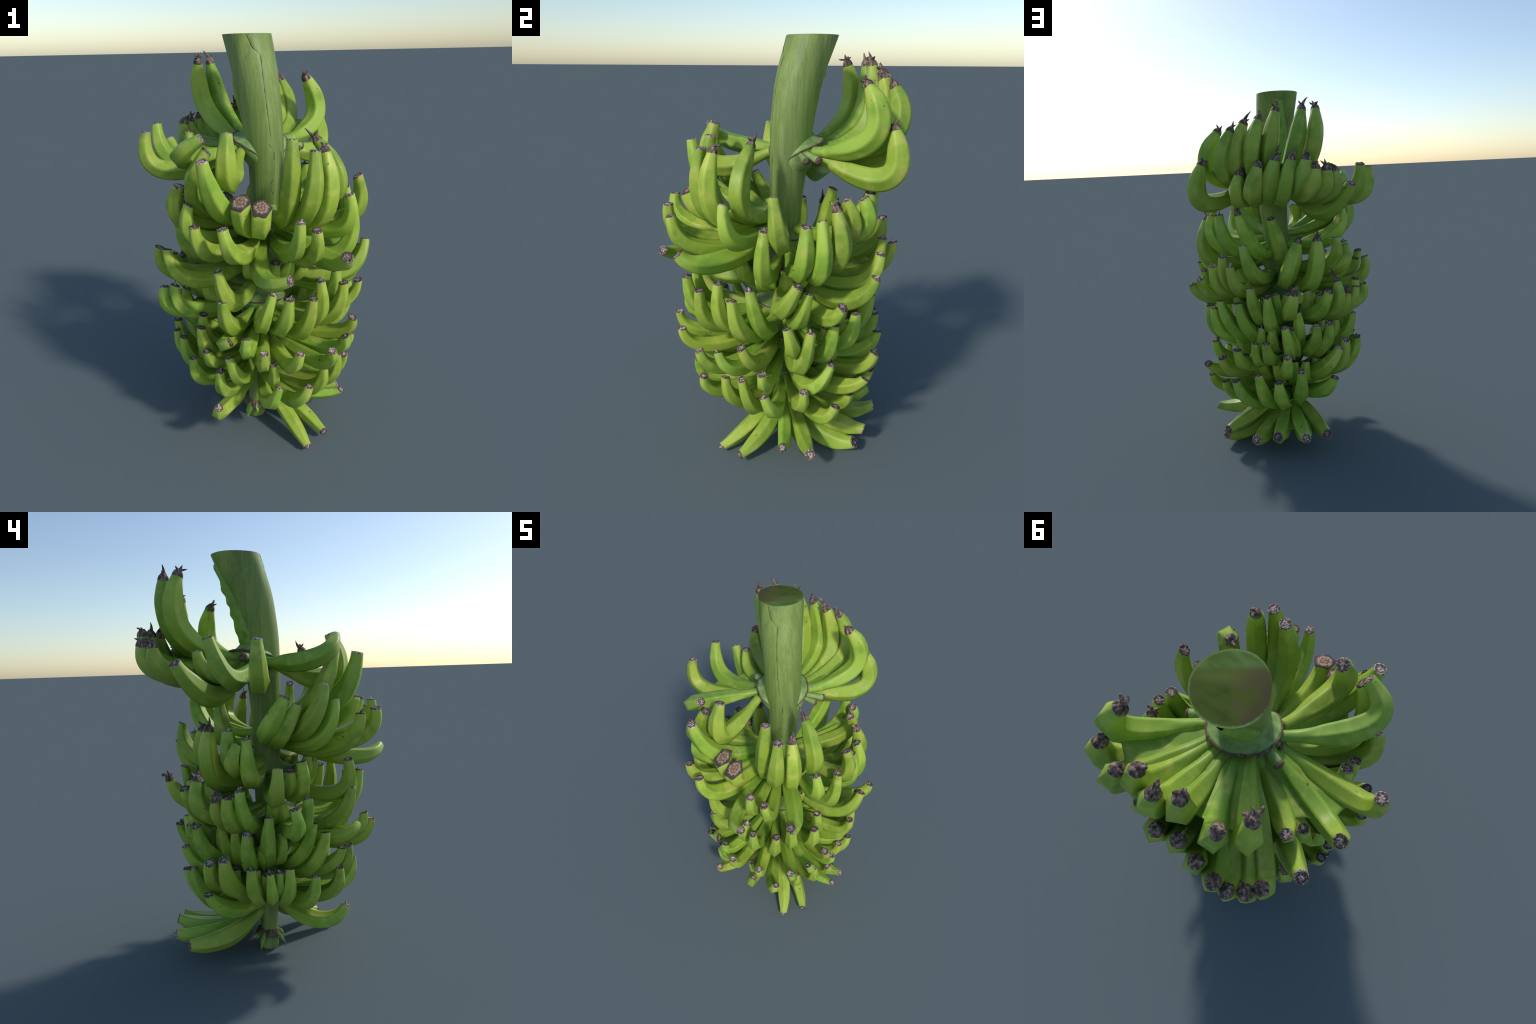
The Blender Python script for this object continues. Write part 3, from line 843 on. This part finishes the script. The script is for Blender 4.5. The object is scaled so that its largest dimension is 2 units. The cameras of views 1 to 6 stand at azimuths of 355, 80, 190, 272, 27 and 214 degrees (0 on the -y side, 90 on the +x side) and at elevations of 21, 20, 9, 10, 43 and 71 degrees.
banana("cut", base=(-75, 0.041, 0.37), bend=(-75, 0.415, 0.317), tip=(-75.2, 0.412, 0.569), girth=0.032)

# fifth hand
banana("cut", base=(109, 0.040, 0.29), bend=(104, 0.482, 0.223), tip=(109.9, 0.474, 0.378), girth=0.034)
banana("cut", base=(128, 0.040, 0.30), bend=(129, 0.424, 0.213), tip=(127.8, 0.426, 0.373), girth=0.033)
banana("cut", base=(150, 0.039, 0.25), bend=(153, 0.415, 0.195), tip=(149.6, 0.463, 0.431), girth=0.034)
banana("cut", base=(167, 0.039, 0.26), bend=(168, 0.365, 0.163), tip=(166.2, 0.424, 0.472), girth=0.036)
banana("cut", base=(-177, 0.039, 0.26), bend=(-180, 0.344, 0.175), tip=(-178.1, 0.430, 0.439), girth=0.035)
banana("cut", base=(-160, 0.039, 0.26), bend=(-161, 0.330, 0.192), tip=(-160.2, 0.401, 0.483), girth=0.034)
banana("cut", base=(-132, 0.039, 0.26), bend=(-135, 0.311, 0.248), tip=(-132.4, 0.416, 0.415), girth=0.036)
banana("cut", base=(-31, 0.039, 0.27), bend=(-40, 0.398, 0.159), tip=(-31.0, 0.441, 0.323), girth=0.036)

# lowest hand, splayed on the ground
banana("cut", base=(34, 0.039, 0.25), bend=(49, 0.179, 0.110), tip=(32.9, 0.422, 0.031), girth=0.036)
banana("cut", base=(51, 0.039, 0.25), bend=(74, 0.208, 0.098), tip=(50.1, 0.428, 0.050), girth=0.036)
banana("cut", base=(81, 0.039, 0.24), bend=(85, 0.310, 0.072), tip=(79.1, 0.462, 0.173), girth=0.032)
banana("cut", base=(96, 0.039, 0.24), bend=(100, 0.277, 0.085), tip=(95.8, 0.466, 0.123), girth=0.039)
banana("cut", base=(131, 0.038, 0.23), bend=(124, 0.273, -0.031), tip=(131.4, 0.463, 0.069), girth=0.046)
banana("cut", base=(139, 0.039, 0.25), bend=(128, 0.285, 0.108), tip=(138.7, 0.483, 0.121), girth=0.039)
banana("cut", base=(163, 0.038, 0.19), bend=(158, 0.312, 0.033), tip=(164.5, 0.492, 0.124), girth=0.040)
banana("cut", base=(178, 0.037, 0.19), bend=(175, 0.305, 0.040), tip=(179.1, 0.488, 0.154), girth=0.040)
banana("cut", base=(-163, 0.037, 0.19), bend=(-162, 0.290, 0.075), tip=(-162.9, 0.494, 0.143), girth=0.040)
banana("cut", base=(-147, 0.038, 0.22), bend=(-140, 0.246, 0.089), tip=(-147.5, 0.465, 0.132), girth=0.042)


# inner rows: shorter bananas packed behind the outer ones on the shaded side
def inner_row(first, last, count, z_base, z_tip, reach):
    rnd = random.Random(int(z_base * 1000))
    for i in range(count):
        az = first + (last - first) * i / (count - 1) + rnd.uniform(-4, 4)
        az = az - 360 if az > 180 else az
        d = reach + rnd.uniform(-0.03, 0.03)
        zb = z_base + rnd.uniform(-0.02, 0.02)
        banana("cut", base=(az, 0.05, zb), bend=(az + rnd.uniform(-8, 8), d, zb - 0.02),
               tip=(az + rnd.uniform(-4, 4), d, z_tip + rnd.uniform(-0.03, 0.03)), girth=0.034)


inner_row(128, 285, 12, 0.72, 0.90, 0.32)
inner_row(122, 285, 12, 0.52, 0.70, 0.32)
inner_row(128, 290, 11, 0.36, 0.52, 0.30)
inner_row(-30, 100, 8, 0.90, 1.02, 0.24)


# fused stalks: where neighbouring bananas of a hand grow together near the crown
def top_hand(tip):
    return tip[2] > 1.5


def build_webs():
    parts_v, parts_f = [], []
    n = len(SPINES)
    for i in range(n):
        bi, ti, fi, ki = SPINES[i]
        best = None
        for j in range(n):
            if j == i:
                continue
            bj, tj, fj, kj = SPINES[j]
            gap = (tj[0] - ti[0]) % 360
            if (top_hand(ti) or abs(ti[0]) > 80) and 3 < gap < 27 and abs(tj[2] - ti[2]) < 0.12 and abs(bj[2] - bi[2]) < 0.13 and abs(tj[1] - ti[1]) < 0.13:
                if best is None or gap < best[0]:
                    best = (gap, fj, tj)
        if best is None:
            continue
        fj = best[1]
        shaded = smoothstep(85, 125, abs(ti[0]))
        top = top_hand(ti)
        reach = 0.62 if top else 0.42 + 0.24 * shaded
        if (fi[int(reach * 120)] - fj[int(reach * 120)]).length > (0.20 if top else 0.13):
            continue
        rows, cols = 16, 7
        for side in (1, -1):
            o = len(parts_v)
            for a in range(rows + 1):
                t = 0.03 + (reach - 0.03) * a / rows
                p, q = fi[int(t * 120)], fj[int(t * 120)]
                along = (fi[min(int(t * 120) + 2, 120)] - fi[max(int(t * 120) - 2, 0)]).normalized()
                across = (q - p)
                nrm = along.cross(across)
                nrm.normalize()
                thick = 0.012 * (1 - 0.75 * (a / rows) ** 2)
                for b in range(cols):
                    s = b / (cols - 1)
                    edge = 0.02 * math.sin(math.pi * s) * (a / rows) ** 2     # scalloped free edge
                    m = p.lerp(q, s) - along * edge * 2.2
                    m += nrm * side * thick + nrm * 0.008 * noise.noise(m * 14)
                    parts_v.append(m)
            for a in range(rows):
                for b in range(cols - 1):
                    k = o + a * cols + b
                    parts_f.append((k, k + 1, k + cols + 1, k + cols) if side < 0 else (k, k + cols, k + cols + 1, k + 1))
        back = o - (rows + 1) * cols        # close the free edge between both sides
        for b in range(cols - 1):
            k0, k1 = back + rows * cols + b, o + rows * cols + b
            parts_f.append((k0, k1, k1 + 1, k0 + 1))
    ob = make_object("fused_stalks", parts_v, parts_f, [PEEL], BUNCH)
    ob["kind"] = "stuff"


build_webs()
